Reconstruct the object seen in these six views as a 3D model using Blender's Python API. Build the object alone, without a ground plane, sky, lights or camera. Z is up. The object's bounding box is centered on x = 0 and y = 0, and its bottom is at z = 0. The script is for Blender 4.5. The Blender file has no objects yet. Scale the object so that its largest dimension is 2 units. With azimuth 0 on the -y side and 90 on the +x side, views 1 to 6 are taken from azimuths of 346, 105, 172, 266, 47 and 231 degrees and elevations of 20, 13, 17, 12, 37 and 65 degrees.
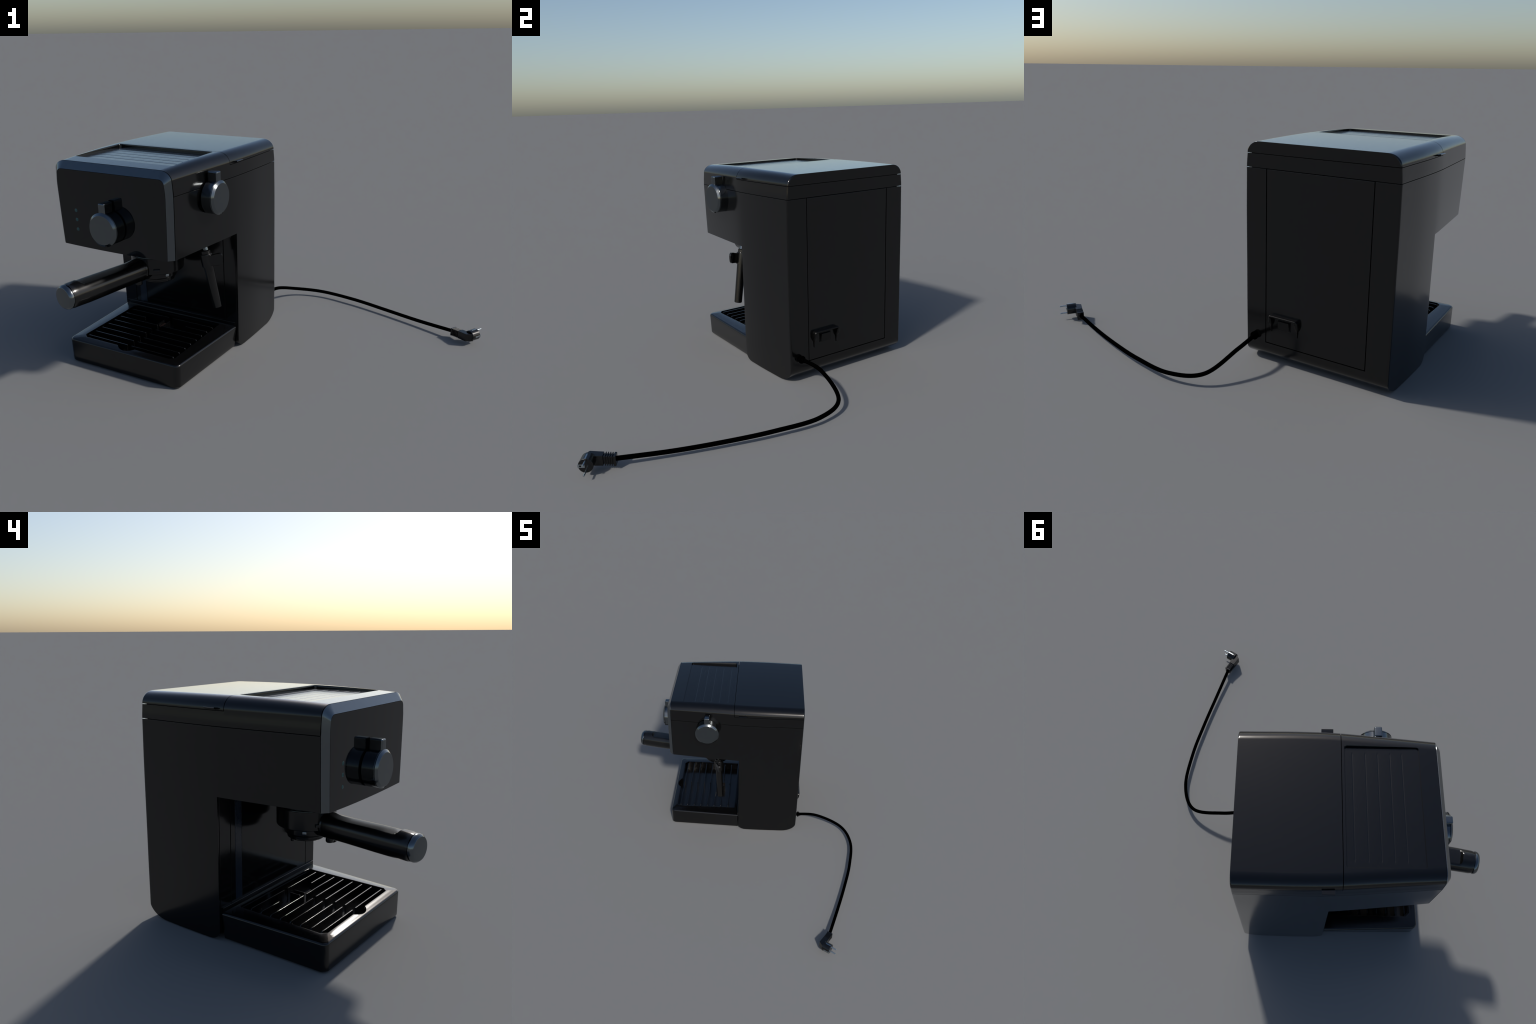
# Domestic pump espresso machine: boxy black housing with overhanging brew head, portafilter,
# steam wand, slatted drip tray, and a mains cord with an angled two-pin plug.
# Everything is modelled in the machine's own frame (x: towards the steam-knob side, y: to the back,
# y = 0 at the back wall, z up) and the root empty turns it into place.
import bpy, bmesh, math
from math import sin, cos, pi, sqrt, radians
from mathutils import Vector, Matrix

# ------------------------------------------------------------------ materials
def material(name, colour, rough, metal=0.0, spec=0.5, coat=0.0, grain=0.0, grain_scale=60.0,
             bump=0.0, bump_scale=400.0, tint=0.0, lacquer=0.0):
    m = bpy.data.materials.new(name); m.use_nodes = True
    nt = m.node_tree; n = nt.nodes; l = nt.links
    b = n["Principled BSDF"]
    b.inputs["Metallic"].default_value = metal
    b.inputs["Specular IOR Level"].default_value = spec
    b.inputs["Coat Weight"].default_value = coat
    tc = n.new("ShaderNodeTexCoord")
    no = n.new("ShaderNodeTexNoise"); no.inputs["Scale"].default_value = grain_scale; no.inputs["Detail"].default_value = 4
    l.new(tc.outputs["Object"], no.inputs["Vector"])
    cr = n.new("ShaderNodeValToRGB")
    k = tint
    cr.color_ramp.elements[0].position = 0.3; cr.color_ramp.elements[1].position = 0.7
    cr.color_ramp.elements[0].color = tuple(c * (1 - k) for c in colour) + (1,)
    cr.color_ramp.elements[1].color = tuple(c * (1 + k) for c in colour) + (1,)
    l.new(no.outputs["Fac"], cr.inputs["Fac"]); l.new(cr.outputs["Color"], b.inputs["Base Color"])
    mr = n.new("ShaderNodeMapRange")
    mr.inputs["To Min"].default_value = max(0.0, rough - grain); mr.inputs["To Max"].default_value = rough + grain
    l.new(no.outputs["Fac"], mr.inputs["Value"]); l.new(mr.outputs["Result"], b.inputs["Roughness"])
    if lacquer > 0:      # clear finish that shows mainly at glancing angles
        lw = n.new("ShaderNodeLayerWeight"); lw.inputs["Blend"].default_value = 0.5
        lr = n.new("ShaderNodeMapRange"); lr.interpolation_type = "SMOOTHSTEP"
        lr.inputs["From Min"].default_value = 0.48; lr.inputs["From Max"].default_value = 0.74
        lr.inputs["To Max"].default_value = lacquer
        l.new(lw.outputs["Facing"], lr.inputs["Value"]); l.new(lr.outputs["Result"], b.inputs["Coat Weight"])
        l.new(mr.outputs["Result"], b.inputs["Coat Roughness"])
    if bump > 0:
        n2 = n.new("ShaderNodeTexNoise"); n2.inputs["Scale"].default_value = bump_scale; n2.inputs["Detail"].default_value = 2
        l.new(tc.outputs["Object"], n2.inputs["Vector"])
        bp = n.new("ShaderNodeBump"); bp.inputs["Strength"].default_value = bump; bp.inputs["Distance"].default_value = 0.0005
        l.new(n2.outputs["Fac"], bp.inputs["Height"]); l.new(bp.outputs["Normal"], b.inputs["Normal"])
    return m

M_BODY  = material("satin_black_plastic", (0.0022, 0.0022, 0.0023), 0.16, grain=0.008, tint=0.10, lacquer=0.9)
M_PANEL = material("gloss_black_panel", (0.0035, 0.0035, 0.0037), 0.05, grain=0.004, tint=0.05)
M_WALL  = material("polished_black_wall", (0.0035, 0.0035, 0.0037), 0.13, grain=0.01, tint=0.05)
M_TRAY  = material("black_tray_plastic", (0.0024, 0.0024, 0.0026), 0.19, grain=0.01, tint=0.10, lacquer=0.7)
M_GRIP  = material("glossy_black_grip", (0.0035, 0.0035, 0.0035), 0.20, grain=0.01, tint=0.10)
M_METAL = material("satin_grey_metal", (0.150, 0.166, 0.176), 0.17, metal=1.0, grain=0.008, tint=0.03)
M_BEZEL = material("satin_grey_trim", (0.145, 0.162, 0.174), 0.19, metal=1.0, grain=0.008, tint=0.03)
M_STEEL = material("bright_steel", (0.30, 0.33, 0.35), 0.18, metal=1.0, grain=0.02, tint=0.04)
M_PIN   = material("nickel_plated_pin", (0.42, 0.47, 0.50), 0.28, metal=1.0, grain=0.02, tint=0.03)
M_CORD  = material("matt_black_rubber", (0.0004, 0.0004, 0.0004), 0.9, spec=0.0, grain=0.02, tint=0.10)
M_PLUG  = material("black_plug_plastic", (0.0025, 0.0025, 0.0025), 0.22, grain=0.02, tint=0.10)
M_SHADE   = material("gap_shade_black", (0.001, 0.001, 0.001), 0.8, spec=0.1, tint=0.05)  # black stand-in for the shade inside joints and holes
M_LED   = material("green_tinted_lens", (0.022, 0.080, 0.080), 0.25, grain=0.02, tint=0.15)
M_GAUGE = material("smoked_gauge_window", (0.014, 0.020, 0.032), 0.22, grain=0.005, tint=0.10)
M_FLOAT = material("dark_red_float", (0.010, 0.0045, 0.004), 0.45, grain=0.02, tint=0.15)
M_SWITCH = material("black_switch_plastic", (0.0015, 0.0015, 0.0016), 0.32, spec=0.35, grain=0.01, tint=0.10)

# ------------------------------------------------------------------ scene graph helpers
ROOT = bpy.data.objects.new("espresso_machine", None)
bpy.context.scene.collection.objects.link(ROOT)
ROOT.location = (-0.1803, 0.3030, 0.0)
ROOT.rotation_euler = (0, 0, radians(-41.95))
ROOT["label"] = "boxy black espresso machine with silver knobs and cord"
ROOT["category"] = "coffee machine"

def finish(bm, name, mat, parent=ROOT, smooth=35.0, matrix=None):
    bmesh.ops.remove_doubles(bm, verts=bm.verts[:], dist=1e-6)
    bmesh.ops.recalc_face_normals(bm, faces=bm.faces[:])
    me = bpy.data.meshes.new(name); bm.to_mesh(me); bm.free()
    return place(me, name, mat, parent, smooth, matrix)

def place(me, name, mat, parent=ROOT, smooth=35.0, matrix=None, weighted=True):
    me.materials.clear(); me.materials.append(mat)
    for p in me.polygons: p.use_smooth = True
    me.set_sharp_from_angle(angle=radians(smooth))
    o = bpy.data.objects.new(name, me)
    bpy.context.scene.collection.objects.link(o)
    o.parent = parent
    if weighted:
        w = o.modifiers.new("weighted_normal", "WEIGHTED_NORMAL"); w.keep_sharp = True; w.weight = 60
    if matrix is not None: o.matrix_local = matrix
    return o

def bevel_sharp(bm, width, segments=2, angle=40.0, test=None):
    bmesh.ops.recalc_face_normals(bm, faces=bm.faces[:]); bm.normal_update()
    es = [e for e in bm.edges if len(e.link_faces) == 2 and e.calc_face_angle(0) > radians(angle)
          and (test is None or test(e))]
    if es:
        bmesh.ops.bevel(bm, geom=es, offset=width, offset_type="OFFSET", segments=segments,
                        profile=0.5, affect="EDGES", clamp_overlap=True)

def add_box(bm, x0, x1, y0, y1, z0, z1):
    v = [bm.verts.new((x, y, z)) for z in (z0, z1) for y in (y0, y1) for x in (x0, x1)]
    for f in ((0, 2, 3, 1), (4, 5, 7, 6), (0, 1, 5, 4), (1, 3, 7, 5), (3, 2, 6, 7), (2, 0, 4, 6)):
        bm.faces.new([v[i] for i in f])

def box(name, mat, x0, x1, y0, y1, z0, z1, parent=ROOT, bevel=0.0015, seg=2):
    bm = bmesh.new(); add_box(bm, x0, x1, y0, y1, z0, z1)
    if bevel: bevel_sharp(bm, bevel, seg)
    return finish(bm, name, mat, parent)

def loft(bm, loops, close_loop=True, cap_start=True, cap_end=True):
    """Skins a list of equally long point loops."""
    rows = [[bm.verts.new(p) for p in lp] for lp in loops]
    n = len(rows[0]); last = n if close_loop else n - 1
    for a, b in zip(rows, rows[1:]):
        for i in range(last):
            j = (i + 1) % n
            bm.faces.new((a[i], a[j], b[j], b[i]))
    if cap_start: bm.faces.new(rows[0][::-1])
    if cap_end: bm.faces.new(rows[-1])
    return rows

def add_lathe(bm, profile, n=64, matrix=Matrix()):
    """profile: (radius, height) pairs about local z."""
    loops = []
    for r, h in profile:
        r = max(r, 1e-5)
        loops.append([matrix @ Vector((r * cos(2 * pi * i / n), r * sin(2 * pi * i / n), h)) for i in range(n)])
    loft(bm, loops)

def lathe(name, mat, profile, matrix=Matrix(), parent=ROOT, n=64, smooth=35.0):
    bm = bmesh.new(); add_lathe(bm, profile, n, matrix)
    return finish(bm, name, mat, parent, smooth)

def boolean(me_a, me_b, op="DIFFERENCE"):
    a = bpy.data.objects.new("a", me_a); b = bpy.data.objects.new("b", me_b)
    sc = bpy.context.scene.collection.objects
    sc.link(a); sc.link(b)
    m = a.modifiers.new("cut", "BOOLEAN"); m.object = b; m.operation = op; m.solver = "EXACT"
    dg = bpy.context.evaluated_depsgraph_get(); dg.update()
    out = bpy.data.meshes.new_from_object(a.evaluated_get(dg))
    bpy.data.objects.remove(a); bpy.data.objects.remove(b)
    return out

def to_mesh(bm, name="tmp"):
    bmesh.ops.remove_doubles(bm, verts=bm.verts[:], dist=1e-6)
    bmesh.ops.recalc_face_normals(bm, faces=bm.faces[:])
    me = bpy.data.meshes.new(name); bm.to_mesh(me); bm.free(); return me

def axis(origin, zdir, xdir=None):
    z = Vector(zdir).normalized()
    x = Vector(xdir) if xdir else (Vector((0, 0, 1)) if abs(z.z) < 0.9 else Vector((1, 0, 0)))
    x = (x - z * x.dot(z)).normalized(); y = z.cross(x)
    m = Matrix((x, y, z)).transposed().to_4x4(); m.translation = Vector(origin); return m

def lerp(a, b, t): return a + (b - a) * t
def table(x, pts):
    if x <= pts[0][0]: return pts[0][1]
    for (x0, y0), (x1, y1) in zip(pts, pts[1:]):
        if x <= x1:
            t = (x - x0) / (x1 - x0); t = t * t * (3 - 2 * t)
            return lerp(y0, y1, t)
    return pts[-1][1]

# ------------------------------------------------------------------ overall form
Y_BACK = 0.0045          # back wall
Y_FRONT = -0.826          # where the silver trim starts
Y_COL = -0.395            # front wall of the column
Z_HEAD = 0.594            # underside of the brew head
Z_SEAM = 0.864            # joint between housing and top cover
Z_LID = 0.9232            # joint under the rear lid
Y_LID = -0.4295           # joint between rear lid and cup shelf

def half_width(y, z):
    base = table(z, [(0.0, 0.3460), (0.30, 0.3480), (0.68, 0.3495), (0.864, 0.3482), (0.93, 0.3440)])
    u = -y - 0.405
    d = 0.5 * (u + sqrt(u * u + 0.05 ** 2))
    slope = 0.0885 if z > Z_SEAM else lerp(0.0885, 0.111, (Z_SEAM - z) / (Z_SEAM - Z_HEAD))
    if z < Z_HEAD: slope = 0.111
    r = 0.0075; over = max(0.0, y - (Y_BACK - r))
    base -= r - sqrt(max(0.0, r * r - over * over))
    return base - slope * d + 0.0012 * min(1, d / 0.4) + 0.0025 * math.exp(-((y + 0.24) / 0.14) ** 2)

def top_z(y):
    t = (y + 0.43) / 0.43
    return 0.9770 - (0.0045 if t > 0 else 0.0115) * t * t

def bottom_z(y):
    if y > -0.10: t = min(1, (y + 0.10) / (0.10 + Y_BACK)); return 0.071 * (1 - sqrt(max(0, 1 - t * t)))
    if y < -0.345: t = (y + 0.345) / (Y_COL + 0.345); return 0.04 * (1 - sqrt(max(0, 1 - min(1, t) ** 2)))
    return 0.0

# ------------------------------------------------------------------ housing (column + brew head)
def build_housing():
    bm = bmesh.new()
    ys_col = [-0.10 + (0.10 + Y_BACK) * sin(pi / 2 * i / 14) for i in range(14, -1, -1)]
    ys_col += [-0.10 - 0.245 * i / 12 for i in range(1, 13)]
    ys_col += [-0.345 - 0.05 * sin(pi / 2 * i / 6) for i in range(1, 7)]
    ys_head = [Y_COL + (Y_FRONT - Y_COL) * i / 24 for i in range(1, 25)]
    n_low, n_up, z_top = 16, 10, Z_SEAM - 0.0013
    def column(y, with_low):
        zs = []
        if with_low:
            zb = bottom_z(y)
            zs += [lerp(zb, Z_HEAD, i / n_low) for i in range(n_low)]
        zs += [lerp(Z_HEAD, z_top, i / n_up) for i in range(n_up + 1)]
        return zs
    sides = {}
    for s in (1, -1):
        cols = []
        for y in ys_col + ys_head:
            low = y >= Y_COL - 1e-9
            cols.append([bm.verts.new((s * half_width(y, z), y, z)) for z in column(y, low)])
        for a, b in zip(cols, cols[1:]):
            off = len(a) - len(b)
            for i in range(len(b) - 1):
                q = (a[i + off], a[i + off + 1], b[i + 1], b[i])
                bm.faces.new(q if s < 0 else q[::-1])
        sides[s] = cols
    def outline(cols):
        nc = len(ys_col)
        o = cols[0][::-1]                                   # back, downwards
        o = o + [c[0] for c in cols[1:nc]]                  # underside of the column
        o = o + cols[nc - 1][1:n_low + 1]                   # column front, upwards
        o = o + [c[0] for c in cols[nc:]]                   # underside of the head
        o = o + cols[-1][1:]                                # head front, upwards
        o = o + [c[-1] for c in cols[-2:0:-1]]              # top
        return o
    a, b = outline(sides[1]), outline(sides[-1])
    for i in range(len(a)):
        j = (i + 1) % len(a)
        bm.faces.new((a[i], a[j], b[j], b[i]))
    bmesh.ops.recalc_face_normals(bm, faces=bm.faces[:])
    bevel_sharp(bm, 0.0032, 2, 50)
    me = to_mesh(bm, "housing")
    # pocket for the rear service panel
    c = bmesh.new(); add_box(c, -0.2455, 0.2455, Y_BACK - 0.016, 0.05, 0.0895, 0.95)
    me = boolean(me, to_mesh(c))
    me.name = "housing"
    return place(me, "housing", M_BODY)

housing = build_housing()
box("back_panel", M_BODY, -0.2417, 0.2417, Y_BACK - 0.0155, Y_BACK - 0.0004, 0.0932, 0.8622, bevel=0.0012)
# added dark core, only there to stop light passing through the joints
bm = bmesh.new()
block_rows = []
for i in range(13):
    y = lerp(Y_BACK - 0.016, -0.80, i / 12); w = half_width(y, 0.90) - 0.016
    block_rows.append([(w, y, 0.80), (w, y, 0.934), (w - 0.03, y, 0.945), (-w + 0.03, y, 0.945), (-w, y, 0.934), (-w, y, 0.80)])
loft(bm, block_rows); finish(bm, "joint_light_block", M_SHADE)

# ------------------------------------------------------------------ top cover with cup shelf, rear lid
def back_rows(y_end):
    """Depth stations from the back wall forward, close together on the rounded edge."""
    near = [Y_BACK - 0.0075 * (1 - cos(pi / 2 * i / 5)) for i in range(5)]
    return near + [lerp(Y_BACK - 0.0075, y_end, i / 14) for i in range(15)]

def section(y, z0):
    """Right-to-left arch of the cover at depth y, starting at height z0."""
    zt = top_z(y); z1 = 0.926; a = 0.059; b = zt - z1
    xr = half_width(y, z1)
    pts = [(half_width(y, lerp(z0, z1, i / 5)), lerp(z0, z1, i / 5)) for i in range(5)]
    pts += [(xr - a + a * cos(pi / 2 * i / 14), z1 + b * sin(pi / 2 * i / 14)) for i in range(15)]
    half = pts
    n = 12; xe = half[-1][0]
    mid = [(xe * (1 - 2 * i / n), zt) for i in range(1, n)]
    return half + mid + [(-x, z) for x, z in half[::-1]]

def build_cover():
    z0 = Z_SEAM + 0.0013
    rows = []
    for y in back_rows(Y_LID - 0.0015):
        rows.append([(x, y, min(z, Z_LID - 0.0012)) for x, z in section(y, z0)])
    for i in range(21):
        y = lerp(Y_LID - 0.0016, Y_FRONT, i / 20)
        rows.append([(x, y, z) for x, z in section(y, z0)])
    bm = bmesh.new(); loft(bm, rows)
    bmesh.ops.recalc_face_normals(bm, faces=bm.faces[:])
    me = to_mesh(bm)
    # recessed cup shelf
    c = bmesh.new()
    loops = []
    for z, grow in ((0.9595, 0.0), (0.967, 0.0), (0.9732, 0.0006), (0.9775, 0.0034), (0.995, 0.0045)):
        loops.append([(p[0], p[1], z) for p in rounded_rect(-0.261 - grow, 0.261 + grow, -0.7525 - grow, -0.4435 + grow * 0.6, 0.010, 5)])
    loft(c, loops)
    me = boolean(me, to_mesh(c))
    me.name = "top_cover"
    return place(me, "top_cover", M_BODY, smooth=30)

def rounded_rect(x0, x1, y0, y1, r, n=5):
    pts = []
    rr = r if isinstance(r, (list, tuple)) else (r,) * 4
    for (cx, cy, a0, rad) in ((x1 - rr[0], y1 - rr[0], 0, rr[0]), (x0 + rr[1], y1 - rr[1], 90, rr[1]),
                              (x0 + rr[2], y0 + rr[2], 180, rr[2]), (x1 - rr[3], y0 + rr[3], 270, rr[3])):
        for i in range(n + 1):
            a = radians(a0 + 90 * i / n); pts.append((cx + rad * cos(a), cy + rad * sin(a)))
    return pts

top_cover = build_cover()

def build_cup_shelf():
    """Ribbed shelf: shallow shingled steps that fade out towards both ends."""
    bm = bmesh.new()
    grooves = [-0.476, -0.530, -0.581, -0.632, -0.681]
    ys = [-0.4425]
    for g in grooves: ys += [g + 0.0034, g + 0.0012, g, g - 0.0012, g - 0.0034]
    ys += [-0.7535]
    ys = sorted(ys, reverse=True)
    xs = [-0.2620, -0.240, -0.236, -0.232] + [-0.228 + 0.456 * i / 16 for i in range(17)] + [0.232, 0.236, 0.240, 0.2620]
    def z_at(x, y):
        k = 1 - min(1, max(0, (abs(x) - 0.230) / 0.007))
        g = min(abs(y - g) for g in grooves)
        return 0.9620 - 0.0013 * k * max(0.0, 1 - g / 0.0030)
    grid = [[bm.verts.new((x, y, z_at(x, y))) for x in xs] for y in ys]
    for a, b in zip(grid, grid[1:]):
        for i in range(len(xs) - 1): bm.faces.new((a[i], a[i + 1], b[i + 1], b[i]))
    for f in bm.faces: f.normal_update()
    return finish(bm, "cup_shelf", M_BODY, smooth=60)
shelf = build_cup_shelf()

def build_lid():
    rows = []
    for y in back_rows(Y_LID + 0.0012):
        rows.append([(x, y, z) for x, z in section(y, Z_LID + 0.0010)])
    bm = bmesh.new(); loft(bm, rows)
    bmesh.ops.recalc_face_normals(bm, faces=bm.faces[:])
    bevel_sharp(bm, 0.0030, 3, 50)
    return finish(bm, "tank_lid", M_BODY, smooth=30)
tank_lid = build_lid()
for s in (1, -1):      # finger pulls under the lid edge
    bm = bmesh.new()
    prof = [(0.335, 0.9275), (0.350, 0.9275), (0.3605, 0.9315), (0.3622, 0.9355), (0.3590, 0.9365), (0.350, 0.9350), (0.335, 0.9345)]
    loft(bm, [[(s * x, y, z) for x, z in prof] for y in (-0.3490, -0.3515, -0.3980, -0.4005)])
    finish(bm, "finger_pull", M_BODY, tank_lid, smooth=50)

# ------------------------------------------------------------------ front trim and glossy panel
def trim_loop(y, inset, z_low, z_top_in, a, b, widen=0.0, n=14):
    """Open arch: up the right edge, across the top and down the left edge."""
    pts = []
    zc = z_top_in - b
    for i in range(10):
        z = lerp(z_low, zc, i / 10); pts.append((half_width(Y_FRONT, z) - inset, z))
    xr = half_width(Y_FRONT, 0.926) - inset
    for i in range(n + 1):
        t = pi / 2 * i / n; pts.append((xr - a + a * cos(t), zc + b * sin(t)))
    m = 12; xe = pts[-1][0]
    right = list(pts)
    mid = [(xe * (1 - 2 * i / m), z_top_in) for i in range(1, m)]
    full = right + mid + [(-x, z) for x, z in right[::-1]]
    return [(x, y, z) for x, z in full]

PANEL_Y = -0.8500
def panel_low(x): return Z_HEAD - 0.0052 * max(0.0, 1 - (x / 0.285) ** 2)
def panel_y(x): return PANEL_Y

def build_trim():
    bm = bmesh.new()
    zt = top_z(Y_FRONT)
    outer_b = trim_loop(Y_FRONT - 0.0016, 0.0015, Z_HEAD, zt - 0.0010, 0.056, 0.041)
    outer_f = trim_loop(Y_FRONT - 0.0035, 0.0010, Z_HEAD, zt - 0.0005, 0.056, 0.041)
    def bow(lp, extra): return [(x, panel_y(x) + extra, z) for x, y, z in lp]
    inner_f = bow(trim_loop(-0.852, 0.0245, Z_HEAD, 0.9345, 0.026, 0.024), 0.0002)
    inner_b = bow(trim_loop(-0.852, 0.0255, Z_HEAD, 0.9335, 0.026, 0.024), 0.0060)
    inner_bb = trim_loop(Y_FRONT - 0.0016, 0.030, Z_HEAD, 0.929, 0.026, 0.024)
    loops = [outer_b, outer_f, inner_f, inner_b, inner_bb]
    rows = [[bm.verts.new(p) for p in lp] for lp in loops]
    n = len(rows[0])
    for k in range(len(rows)):
        a, b = rows[k], rows[(k + 1) % len(rows)]
        for i in range(n - 1): bm.faces.new((a[i], a[i + 1], b[i + 1], b[i]))
    bm.faces.new([r[0] for r in rows]); bm.faces.new([r[-1] for r in rows][::-1])
    bmesh.ops.recalc_face_normals(bm, faces=bm.faces[:])
    return finish(bm, "front_trim", M_BEZEL, smooth=28)
build_trim()

def build_panel():
    bm = bmesh.new()
    m = 12
    rows = []
    for k in range(m + 1):                    # straight part, rows of constant height
        z = lerp(Z_HEAD, 0.910, k / m)
        xr = half_width(Y_FRONT, z) - 0.0258
        xs = [xr * (2 * i / 40 - 1) for i in range(41)]
        rows.append([bm.verts.new((x, PANEL_Y, lerp(panel_low(x), 0.910, k / m))) for x in xs])
    for k in range(1, 9):                     # rounded top
        t = pi / 2 * k / 8; z = 0.910 + 0.0232 * sin(t)
        xr = half_width(Y_FRONT, 0.926) - 0.0258 - 0.025 * (1 - cos(t))
        rows.append([bm.verts.new((xr * (2 * i / 40 - 1), panel_y(xr * (2 * i / 40 - 1)), z)) for i in range(41)])
    for a, b in zip(rows, rows[1:]):
        for i in range(40): bm.faces.new((a[i], a[i + 1], b[i + 1], b[i]))
    front = bm.faces[:]
    ex = bmesh.ops.extrude_face_region(bm, geom=front)
    for v in [g for g in ex["geom"] if isinstance(g, bmesh.types.BMVert)]: v.co.y = -0.8268
    bmesh.ops.recalc_face_normals(bm, faces=bm.faces[:])
    return finish(bm, "front_panel", M_PANEL, smooth=40)
front_panel = build_panel()

for z in (0.7548, 0.7133, 0.6696):            # three pilot lights
    y = panel_y(0.1945)
    lathe("indicator_light", M_LED, [(0.0, -0.004), (0.0078, -0.004), (0.0078, 0.0002), (0.0062, 0.0010), (0.0, 0.0013)],
          axis((-0.1945, y, z), (0, -1, 0)), front_panel, n=24)

# ------------------------------------------------------------------ knobs
def build_knob(name, origin, direction, length):
    """Round knob with a lever tab on top and a bevelled cap."""
    r = 0.0728
    m = axis(origin, direction, (0, 0, 1))      # local x is up, local z points outwards
    knob = lathe(name, M_METAL, [(0.0, 0.0), (r - 0.0015, 0.0), (r, 0.0015), (r, length - 0.0135), (r - 0.001, length - 0.0125), (0.0, length - 0.0125)], m, n=96)
    bm = bmesh.new()
    t = 0.017
    add_box(bm, 0.045, 0.1125, -t, t, 0.0, length - 0.0095)
    bevel_sharp(bm, 0.0060, 3)
    bm.transform(m)
    finish(bm, "lever_tab", M_METAL, knob)
    lathe("knob_cap", M_METAL, [(0.0, length - 0.0122), (r - 0.0008, length - 0.0122), (r + 0.0006, length - 0.0112), (r + 0.0006, length - 0.0085),
                             (r - 0.0085, length - 0.0006), (r - 0.0098, length), (0.0, length)], m, knob, n=96, smooth=24)
    bm = bmesh.new()                            # small dark block standing in for a notch at the foot of the cap
    add_box(bm, -r + 0.0004, -r + 0.010, -0.020, -0.009, length - 0.0112, length - 0.0042)
    bevel_sharp(bm, 0.001, 1); bm.transform(m)
    finish(bm, "notch_block", M_SWITCH, knob)
    return knob

build_knob("brew_knob", (0.0015, -0.8545, 0.7080), (0, -1, 0), 0.0645)
xs = half_width(-0.595, 0.817)
build_knob("steam_knob", (xs + 0.0035, -0.5955, 0.8165), (1, 0.0, 0), 0.3935 - xs - 0.0035)

# ------------------------------------------------------------------ column front: splash wall
wall = box("splash_wall", M_WALL, -0.2705, 0.2705, Y_COL - 0.0022, Y_COL + 0.004, 0.124, Z_HEAD - 0.001, bevel=0.0008)
box("level_gauge", M_GAUGE, -0.2440, -0.2035, Y_COL - 0.0034, Y_COL, 0.142, Z_HEAD - 0.0015, wall, bevel=0.0006)
for x in (-0.3055, 0.3055):
    box("wall_cheek", M_WALL, x - 0.032, x + 0.032, Y_COL - 0.0020, Y_COL + 0.004, 0.10, Z_HEAD - 0.001, wall, bevel=0.0008)

for x, w in ((-0.2722, 0.0018), (0.2722, 0.0018), (-0.2022, 0.0010)):       # black strips stand in for the shade in the grooves of the wall
    box("joint_shade_strip", M_SHADE, x - w, x + w, Y_COL - 0.0026, Y_COL + 0.002, 0.142, Z_HEAD - 0.0015, wall, bevel=0)
bm = bmesh.new()                                      # low plinth between tray and wall
plinth = [(-0.4040, 0.1050), (-0.4040, 0.1345)]
plinth += [(-0.4020 - 0.0020 * cos(pi / 2 * k / 4), 0.1345 + 0.0020 * sin(pi / 2 * k / 4)) for k in range(1, 5)]
plinth += [(-0.3945, 0.1367), (-0.3945, 0.1050)]
loft(bm, [[(x, y, z) for y, z in plinth] for x in (-0.3300, -0.15, 0.15, 0.3300)])
finish(bm, "wall_foot", M_WALL, wall, smooth=50)

# ------------------------------------------------------------------ group head and portafilter
GC = Vector((0.0125, -0.566, 0.0))
up = Matrix.Translation(GC)
group = lathe("group_head", M_STEEL, [(0.0, 0.5945), (0.116, 0.5945), (0.116, 0.560), (0.108, 0.548), (0.108, 0.500), (0.0, 0.500)], up, n=96)
porta = lathe("portafilter", M_GRIP,
      [(0.0, 0.506), (0.114, 0.506), (0.1155, 0.5125), (0.1210, 0.5130), (0.1225, 0.5115), (0.1225, 0.4385), (0.1205, 0.4350),
       (0.0925, 0.4335), (0.0905, 0.4315), (0.0900, 0.4060), (0.0885, 0.4020), (0.0815, 0.3985), (0.0795, 0.3960), (0.0785, 0.3880),
       (0.0765, 0.3860), (0.0765, 0.3815), (0.0720, 0.3780), (0.0, 0.3780)], up, n=128, smooth=30)
HA = math.atan2(0.0870, 1.093 - 0.566)          # handle swings a little to the left
hd = Vector((-sin(HA), -cos(HA), 0.010))
hs = Vector((cos(HA), -sin(HA), 0.0))
for s in (1, -1):                                 # locking ears and small metal lugs
    bm = bmesh.new(); add_box(bm, -0.016, 0.016, -0.010, 0.012, -0.0055, 0.0055); bevel_sharp(bm, 0.002, 2)
    a = radians(-90 + s * 33)
    bm.transform(axis((GC.x + 0.121 * cos(a), GC.y + 0.121 * sin(a), 0.457), (0, 0, 1), (-sin(a), cos(a), 0)))
    finish(bm, "locking_ear", M_GRIP, porta)
    bm = bmesh.new(); add_box(bm, -0.0085, 0.0085, -0.008, 0.005, -0.0055, 0.0055); bevel_sharp(bm, 0.002, 2)
    a = radians(-90 + s * 61)
    bm.transform(axis((GC.x + 0.088 * cos(a), GC.y + 0.088 * sin(a), 0.4175), (0, 0, 1), (-sin(a), cos(a), 0)))
    finish(bm, "basket_lug", M_STEEL, porta)
    lathe("spout", M_GRIP, [(0.0, 0.384), (0.0080, 0.384), (0.0080, 0.3675), (0.0070, 0.3650), (0.0, 0.3650)],
          Matrix.Translation((GC.x + s * 0.054, GC.y + 0.030, 0)), porta, n=24)

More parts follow.
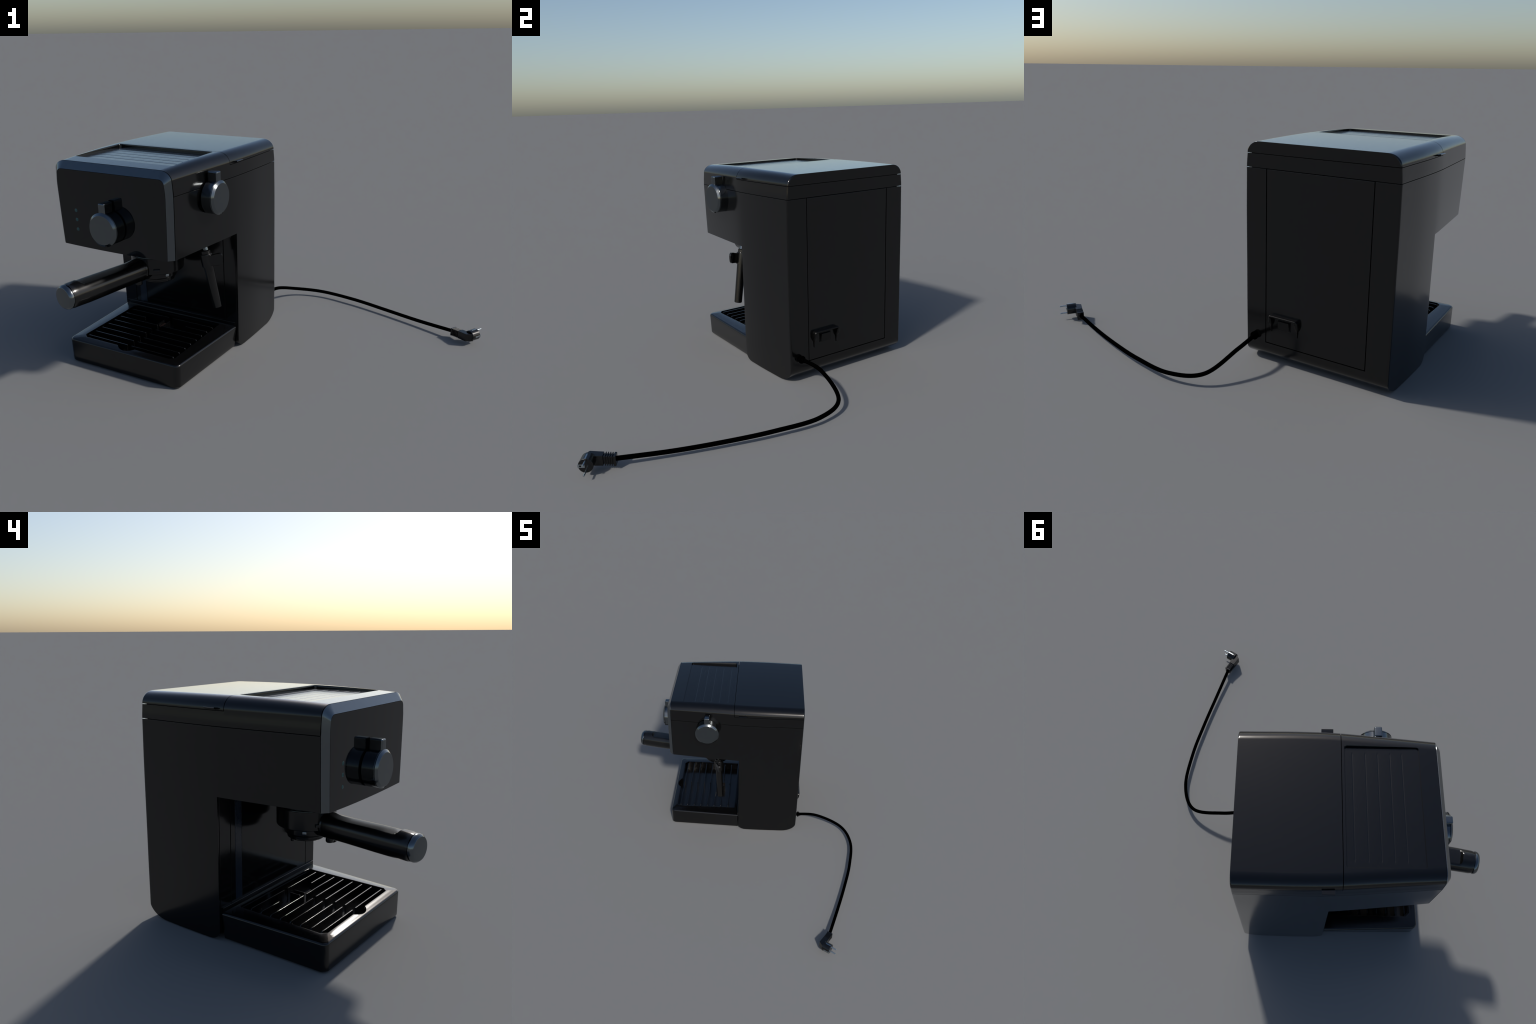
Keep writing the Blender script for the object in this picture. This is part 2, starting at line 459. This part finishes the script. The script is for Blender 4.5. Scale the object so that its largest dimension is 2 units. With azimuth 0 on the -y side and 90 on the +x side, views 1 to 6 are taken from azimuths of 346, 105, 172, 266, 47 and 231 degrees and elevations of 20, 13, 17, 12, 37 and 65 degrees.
def build_handle():
    bm = bmesh.new()
    p0 = Vector((GC.x, GC.y, 0.4530)); L0, L1 = 0.085, 0.5180
    up_v = Vector((0, 0, 1))
    stations = [0.0, 0.04, 0.085, 0.12, 0.20, 0.35, 0.5, 0.65, 0.78, 0.835, 0.85, 0.862, 0.875, 0.89, 0.93, 0.97, 0.99, 1.0]
    n = 56; loops = []
    for s in stations:
        d = lerp(L0, L1, s); c = p0 + hd * d
        r = table(s, [(0, 0.0525), (0.3, 0.0530), (0.75, 0.0550), (0.97, 0.0535), (1.0, 0.0510)])
        # thumb flat along the top between the neck and the end collar
        cut = table(s, [(0.07, 0.0), (0.22, 1.0), (0.845, 1.0), (0.88, 0.0)])
        limit = lerp(r, r - 0.0135, cut)
        lp = []
        for i in range(n):
            a = 2 * pi * i / n
            x, z = r * cos(a), r * 1.03 * sin(a)
            if z > limit: z = limit + (z - limit) * 0.06
            # squared-off lower shoulders
            lp.append(c + hs * x + up_v * z)
        loops.append(lp)
    loft(bm, loops)
    h = finish(bm, "handle", M_GRIP, porta, smooth=38)
    m = axis(p0 + hd * (L1 + 0.0020), hd, (0, 0, 1))
    lathe("handle_cap", M_METAL, [(0.0, -0.004), (0.0475, -0.004), (0.0475, 0.0), (0.0510, 0.0), (0.0530, 0.0015), (0.0535, 0.006), (0.0515, 0.013),
                                  (0.0455, 0.0200), (0.043, 0.0212), (0.0, 0.0212)], m, porta, n=72, smooth=30)
    lathe("neck_collar", M_GRIP, [(0.0, 0.0), (0.053, 0.0), (0.0550, 0.003), (0.0550, 0.008), (0.053, 0.011), (0.0, 0.011)],
          axis(p0 + hd * 0.113, hd, (0, 0, 1)), porta, n=64)
    lathe("rest_foot", M_GRIP, [(0.0, 0.0), (0.016, 0.0), (0.016, 0.016), (0.0135, 0.0205), (0.0, 0.0205)],
          axis(p0 + hd * 0.128 + Vector((0, 0, -0.052)), (0, 0, -1)), porta, n=32)
build_handle()

# ------------------------------------------------------------------ steam wand
def tube(bm, path, radii, n=24):
    """Round tube along a point path."""
    loops = []
    pts = [Vector(p) for p in path]
    ref = Vector((0.3, 0.9, 0.2))
    for i, p in enumerate(pts):
        t = (pts[min(i + 1, len(pts) - 1)] - pts[max(i - 1, 0)]).normalized()
        x = (ref - t * ref.dot(t)).normalized(); y = t.cross(x); r = radii[i] if isinstance(radii, (list, tuple)) else radii
        loops.append([p + (x * cos(2 * pi * k / n) + y * sin(2 * pi * k / n)) * r for k in range(n)])
    loft(bm, loops)

bm = bmesh.new()
tube(bm, [(0.247, -0.537, 0.604), (0.250, -0.5368, 0.58), (0.256, -0.5365, 0.562), (0.263, -0.5362, 0.546), (0.270, -0.536, 0.52)], 0.0135, 28)
wand = finish(bm, "steam_wand", M_METAL)
lathe("wand_joint", M_GRIP, [(0.0, 0.5945), (0.034, 0.5945), (0.030, 0.586), (0.019, 0.580), (0.0, 0.580)], Matrix.Translation((0.247, -0.537, 0)), wand, n=40)
w0, w1 = Vector((0.2585, -0.5345, 0.545)), Vector((0.3075, -0.5225, 0.2640))
wd = (w1 - w0); wl = wd.length
mw = axis(w0, wd, (0, 1, 0))
lathe("wand_sleeve", M_GRIP, [(0.0, 0.002), (0.0160, 0.002), (0.0200, 0.0), (0.0240, 0.003), (0.0240, 0.017), (0.0285, 0.019), (0.0300, 0.022), (0.0292, 0.079),
                              (0.0228, 0.0798), (0.0200, wl - 0.003), (0.0165, wl), (0.010, wl), (0.0095, wl - 0.004), (0.0, wl - 0.004)], mw, wand, n=48, smooth=30)
# thumb grip: a rounded blade standing off the sleeve
bm = bmesh.new()
gdir = (Vector((0.3385, -0.509, 0)) - Vector((0.272, -0.535, 0))).normalized()
gn = Vector((-gdir.y, gdir.x, 0))
base = Vector((0.271, -0.5340, 0))
outl = [(0.0, 0.471), (0.052, 0.4795), (0.064, 0.4815), (0.0705, 0.4885), (0.0725, 0.503), (0.0725, 0.520), (0.0700, 0.5310), (0.0640, 0.5365), (0.050, 0.5355), (0.032, 0.530), (0.016, 0.5255), (0.0, 0.5235)]
loops = []
for off, k in ((-0.0225, 0.94), (-0.0205, 1.0), (-0.0095, 1.0), (-0.0075, 0.94)):
    c = Vector((0.035, 0.505))
    loops.append([base + gdir * (c.x + (u - c.x) * k) + gn * off + Vector((0, 0, c.y + (z - c.y) * k)) for u, z in outl])
loft(bm, loops)
finish(bm, "wand_grip", M_GRIP, wand, smooth=45)

# ------------------------------------------------------------------ drip tray
def tray_loop(grow, z, bottom):
    """Outer outline: a little narrower to the front, rounded front corners."""
    xf, xb = (0.3030, 0.3230) if bottom else (0.3080, 0.3360)
    yf, yb = -0.8640, -0.4015
    xl = (0.3130 if bottom else 0.3150); yl = yf - 0.0020
    r = 0.026
    pts = [(xb, yb, z), (-xb, yb, z)]
    back = [(lerp(xb, -xb, i / 7), yb, z) for i in range(8)]
    left = [(lerp(-xb, -xl, i / 7), lerp(yb, yl + r, i / 7), z) for i in range(1, 7)]
    cl = [(-xl + r + r * cos(radians(180 + 90 * i / 7)), yl + r + r * sin(radians(180 + 90 * i / 7)), z) for i in range(8)]
    front = [(lerp(-xl + r, xf - r, i / 7), lerp(yl, yf, i / 7), z) for i in range(1, 7)]
    cr = [(xf - r + r * cos(radians(270 + 90 * i / 7)), yf + r + r * sin(radians(270 + 90 * i / 7)), z) for i in range(8)]
    right = [(lerp(xf, xb, i / 7), lerp(yf + r, yb, i / 7), z) for i in range(1, 7)]
    return back + left + cl + front + cr + right

def opening_loop(inset, z):
    x, yb, yf, c = 0.2590 - inset, -0.4265 - inset, -0.8290 + inset, 0.020
    cb = 0.006
    back = [(lerp(x - cb, -x + cb, i / 7), yb, z) for i in range(8)]
    left = [(-x, lerp(yb - cb, yf + c, i / 5), z) for i in range(6)]
    cl = [(lerp(-x, -x + c, i / 7), lerp(yf + c, yf, i / 7), z) for i in range(8)]
    front = [(lerp(-x + c, x - c, i / 7), yf, z) for i in range(1, 7)]
    cr = [(lerp(x - c, x, i / 7), lerp(yf, yf + c, i / 7), z) for i in range(8)]
    right = [(x, lerp(yf + c, yb - cb, i / 5), z) for i in range(6)]
    return back + left + cl + front + cr + right

def build_tray():
    bm = bmesh.new()
    def blend(k):
        a, b = tray_loop(0, 0, True), tray_loop(0, 0, False)
        return [(lerp(p[0], q[0], k), lerp(p[1], q[1], k)) for p, q in zip(a, b)]
    def outer(k, z, inset):
        return [(x * (1 - inset / 0.31), y if y > -0.4016 else y + inset * min(1, (-0.4015 - y) / 0.2), z) for x, y in blend(k)]
    loops = [outer(0, 0.0010, 0.008), outer(0, 0.0020, 0.003), outer(0.02, 0.0075, 0.0)]
    for i in range(1, 6): loops.append(outer(i / 5, lerp(0.0075, 0.1070, i / 5), 0.0))
    for i in range(1, 6):
        t = pi / 2 * i / 5; loops.append(outer(1, 0.1070 + 0.0105 * sin(t), 0.0095 * (1 - cos(t))))
    lo = loops[-1]; hi = opening_loop(-0.0015, 0.1228)
    for k in (0.3, 0.6):
        loops.append([tuple(lerp(a, b, k) for a, b in zip(p, q)) for p, q in zip(lo, hi)])
    loops[-1] = [(x, y, 0.1215) for x, y, z in loops[-1]]
    loops[-2] = [(x, y, 0.1195) for x, y, z in loops[-2]]
    loops += [opening_loop(-0.0012, 0.1230), opening_loop(0.0004, 0.1224), opening_loop(0.0008, 0.1205), opening_loop(0.0014, 0.0690)]
    loft(bm, loops)
    me = to_mesh(bm)
    c = bmesh.new()                                    # finger notch in the front rim
    add_lathe(c, [(0.0, 0.074), (0.0600, 0.074), (0.0616, 0.0765), (0.0616, 0.16), (0.0, 0.16)], 96, Matrix.Translation((0, -0.7915, 0)))
    me = boolean(me, to_mesh(c)); me.name = "drip_tray"
    return place(me, "drip_tray", M_TRAY, smooth=32)
tray = build_tray()

bm = bmesh.new()                                      # removable grid: frame
lo = [opening_loop(0.0018, 0.0692), opening_loop(0.0018, 0.1130), opening_loop(0.0035, 0.1130), opening_loop(0.0045, 0.0692)]
rows = [[bm.verts.new(p) for p in l] for l in lo]
for k in range(4):
    a, b = rows[k], rows[(k + 1) % 4]
    for i in range(len(a)): bm.faces.new((a[i], a[(i + 1) % len(a)], b[(i + 1) % len(a)], b[i]))
me = to_mesh(bm, "drip_grid")
c = bmesh.new(); add_lathe(c, [(0.0, 0.0755), (0.0612, 0.0755), (0.0612, 0.16), (0.0, 0.16)], 96, Matrix.Translation((0, -0.7915, 0)))
me = boolean(me, to_mesh(c)); me.name = "drip_grid"
grid = place(me, "drip_grid", M_TRAY, tray, smooth=32)

slat_y = [-0.4755, -0.5260, -0.5730] + [-0.5730 - 0.0465 * i for i in range(1, 6)]
def slat_mesh(x0, x1):
    """Thin upright blade whose outer end slopes down to the frame."""
    side = [(x0, -0.0535), (x1 + 0.0125, -0.0535), (x1 + 0.0125, -0.0190), (x1 + 0.0015, -0.0012), (x1 - 0.001, 0.0), (x0 + 0.0012, 0.0), (x0, -0.0012)]
    b = bmesh.new(); loft(b, [[(x, y, z) for x, z in side] for y in (-0.0023, 0.0023)])
    bmesh.ops.recalc_face_normals(b, faces=b.faces[:])
    bevel_sharp(b, 0.0009, 2, 60); return to_mesh(b, "slat")
def add_slats(me, ys):
    first = place(me, "slat", M_TRAY, grid)
    for k, y in enumerate(ys):
        for turn in (0.0, pi):
            o = first if k == 0 and turn == 0.0 else first.copy()
            if o is not first: bpy.context.scene.collection.objects.link(o)
            o.location = (0, y, 0.1226); o.rotation_euler = (0, 0, turn)
add_slats(slat_mesh(0.0112, 0.2415), [y for i, y in enumerate(slat_y) if i != 1])
add_slats(slat_mesh(0.1215, 0.2415), [slat_y[1]])
for x in (-0.0165, 0.0165):                            # float window between the rear slats
    box("float_guide", M_TRAY, x - 0.0018, x + 0.0018, -0.5590, -0.5100, 0.0700, 0.1222, grid, bevel=0.0008)
box("level_float", M_FLOAT, -0.0140, 0.0140, -0.5560, -0.5130, 0.0700, 0.1080, tray, bevel=0.002)

# ------------------------------------------------------------------ rear: switch with its hood, cable entry
sw = box("power_switch", M_SWITCH, 0.1135, 0.1795, -0.004, Y_BACK + 0.0020, 0.1700, 0.2165, bevel=0.001)
bm = bmesh.new()
rk = [(0.0020, 0.1745), (0.0060, 0.1745), (0.0085, 0.1930), (0.0115, 0.2085), (0.0110, 0.2115), (0.0020, 0.2120)]
loft(bm, [[(x, y + 0.0035, z) for y, z in rk] for x in (0.1190, 0.1195, 0.1735, 0.1740)])
bevel_sharp(bm, 0.0008, 1)
finish(bm, "rocker", M_SWITCH, sw)
bm = bmesh.new()                                      # inverted-U hood that thins out downwards
xl, xr_, zt, r = 0.0705, 0.2205, 0.2335, 0.013
path = [(xl + 0.0075, 0.1515, 0.0012)]
path += [(xl + 0.0060, 0.178, 0.0028), (xl + 0.0020, 0.188, 0.0090), (xl - 0.001, 0.202, 0.0100), (xl, zt - r, 0.0080)]
path += [(xl + r - r * cos(radians(90 * i / 6)), zt - r + r * sin(radians(90 * i / 6)), 0.0062) for i in range(1, 7)]
path += [(xl + xr_ - x, z, w) for x, z, w in path[::-1]]
out_, inn = [], []
for i, (x, z, w) in enumerate(path):
    a = Vector(path[max(i - 1, 0)][:2]); b = Vector(path[min(i + 1, len(path) - 1)][:2]); t = (b - a).normalized()
    nrm = Vector((t.y, -t.x))
    out_.append((x, z)); inn.append((x + nrm.x * w * 1.6, z + nrm.y * w * 1.6))
def depth(z): return table(z, [(0.150, 0.0075), (0.180, 0.0110), (0.195, 0.0220), (0.240, 0.0255)])
loops = []
for (ox, oz), (ix, iz) in zip(out_, inn):
    d = depth(oz)
    loops.append([(ox, -0.003, oz), (ox, d - 0.003, oz), (lerp(ox, ix, 0.25), d, lerp(oz, iz, 0.25)), (lerp(ox, ix, 0.75), d, lerp(oz, iz, 0.75)), (ix, d - 0.003, iz), (ix, -0.003, iz)])
loft(bm, loops)
finish(bm, "switch_hood", M_SWITCH, sw, smooth=40)

# ------------------------------------------------------------------ mains cord and plug
def spline(ctrl, n=14):
    P = [Vector(p) for p in ctrl]; P = [2 * P[0] - P[1]] + P + [2 * P[-1] - P[-2]]
    out = []
    for i in range(1, len(P) - 2):
        p0, p1, p2, p3 = P[i - 1:i + 3]
        for k in range(n):
            t = k / n
            out.append(0.5 * (2 * p1 + (p2 - p0) * t + (2 * p0 - 5 * p1 + 4 * p2 - p3) * t * t + (3 * p1 - p0 - 3 * p2 + p3) * t ** 3))
    return out + [P[-2]]

cord_path = [(0.2971, -0.010, 0.1165), (0.2971, 0.0039, 0.116), (0.2867, 0.1507, 0.1025), (0.3302, 0.3219, 0.0449), (0.4791, 0.3812, 0.0298),
             (0.6858, 0.3564, 0.0277), (0.8814, 0.3055, 0.0253), (1.0707, 0.2475, 0.0264), (1.2566, 0.1877, 0.0356), (1.268, 0.184, 0.0362)]
bm = bmesh.new()
pts = spline(cord_path)
loops = []
for i, p in enumerate(pts):
    t = (pts[min(i + 1, len(pts) - 1)] - pts[max(i - 1, 0)]).normalized()
    x = t.cross(Vector((0, 0, 1))).normalized(); y = x.cross(t)
    loops.append([p + (x * cos(2 * pi * k / 16) + y * sin(2 * pi * k / 16)) * 0.0092 for k in range(16)])
loft(bm, loops)
cord = finish(bm, "power_cord", M_CORD)
lathe("strain_relief", M_CORD, [(0.0, -0.012), (0.0165, -0.012), (0.0165, 0.004), (0.0125, 0.006), (0.0115, 0.014), (0.0185, 0.016), (0.0185, 0.022), (0.0115, 0.025), (0.0105, 0.036), (0.0, 0.036)],
      axis((0.2971, 0.0, 0.1160), (-0.07, 1, -0.06)), cord, n=24)

# plug frame: local x = direction of the pins, local -y = along the plug body away from the cord
PLUG = Matrix.Translation((1.2549, 0.1742, 0.0)) @ Matrix.Rotation(radians(57.557), 4, "Z")
def plug_z(v): return lerp(0.0345, 0.0435, min(1, v / 0.1))
bm = bmesh.new()
HH = 0.0198
outl = [(0.0015, 0.046), (0.0, 0.099), (0.033, 0.1185), (0.0365, 0.112), (0.0335, 0.046)]
low = [(u, -v, plug_z(v) - HH) for u, v in outl]; high = [(u, -v, plug_z(v) + HH) for u, v in outl]
loft(bm, [low, high]); bmesh.ops.recalc_face_normals(bm, faces=bm.faces[:]); bevel_sharp(bm, 0.0016, 2, 30)
bm.transform(PLUG)
plug = finish(bm, "mains_plug", M_PLUG, smooth=30)
bm = bmesh.new()                                       # ribbed strain relief: core, five thin fins and an end block
def plug_block(v0, v1, k):
    c = 0.0168; w = 0.0162 * k; h = HH * k
    lo = [(c + sx * w, -v0, plug_z(v0) + sz * h) for sx, sz in ((-1, -1), (1, -1), (1, 1), (-1, 1))]
    hi = [(c + sx * w, -v1, plug_z(v1) + sz * h) for sx, sz in ((-1, -1), (1, -1), (1, 1), (-1, 1))]
    b = bmesh.new(); loft(b, [lo, hi]); bmesh.ops.recalc_face_normals(b, faces=b.faces[:]); bevel_sharp(b, 0.0009, 1)
    t = bpy.data.meshes.new("t"); b.to_mesh(t); b.free(); bm.from_mesh(t); bpy.data.meshes.remove(t)
plug_block(0.002, 0.050, 0.74)
plug_block(0.0, 0.0085, 1.0)
for i in range(4): plug_block(0.0125 + 0.0082 * i, 0.0163 + 0.0082 * i, 0.98)
bm.transform(PLUG)
finish(bm, "cable_grip", M_PLUG, plug, smooth=30)
zc = 0.0460; vc = 0.0972
md = PLUG @ axis((0.026, -vc, zc), (1, 0, 0), (0, 0, 1))
lathe("plug_face", M_PLUG, [(0.0, 0.0), (0.0245, 0.0), (0.0268, 0.002), (0.0274, 0.0465), (0.0264, 0.0475), (0.0, 0.0475)], md, plug, n=40)
for dz in (0.0192, -0.0192):
    lathe("plug_pin", M_PIN, [(0.0, 0.0), (0.0034, 0.0), (0.0034, 0.0325), (0.0026, 0.0345), (0.0, 0.0352)],
          PLUG @ axis((0.0725, -vc, zc + dz), (1, 0, 0)), plug, n=20)
bm = bmesh.new()                                       # earth contact: strip along the flank, folded over the face
add_box(bm, 0.042, 0.0748, -vc - 0.0282, -vc - 0.0242, zc - 0.0036, zc + 0.0036)
add_box(bm, 0.0728, 0.0752, -vc - 0.0280, -vc - 0.0030, zc - 0.0062, zc + 0.0062)
bm.transform(PLUG); earth = finish(bm, "earth_contact", M_PIN, plug)
lathe("hole_disc", M_SHADE, [(0.0, 0.0), (0.0034, 0.0), (0.0034, 0.0006), (0.0, 0.0006)],  # dark disc laid on the contact in place of a real hole
      PLUG @ axis((0.0750, -vc - 0.0190, zc), (1, 0, 0)), plug, n=20)
for s in (1, -1):                                      # pale guide ribs above and below
    bm = bmesh.new()
    add_box(bm, 0.040, 0.0722, -vc - 0.0026, -vc + 0.0026, zc + s * 0.0270 - 0.0010, zc + s * 0.0270 + 0.0012)
    bm.transform(PLUG); finish(bm, "guide_rib", M_PIN, plug)
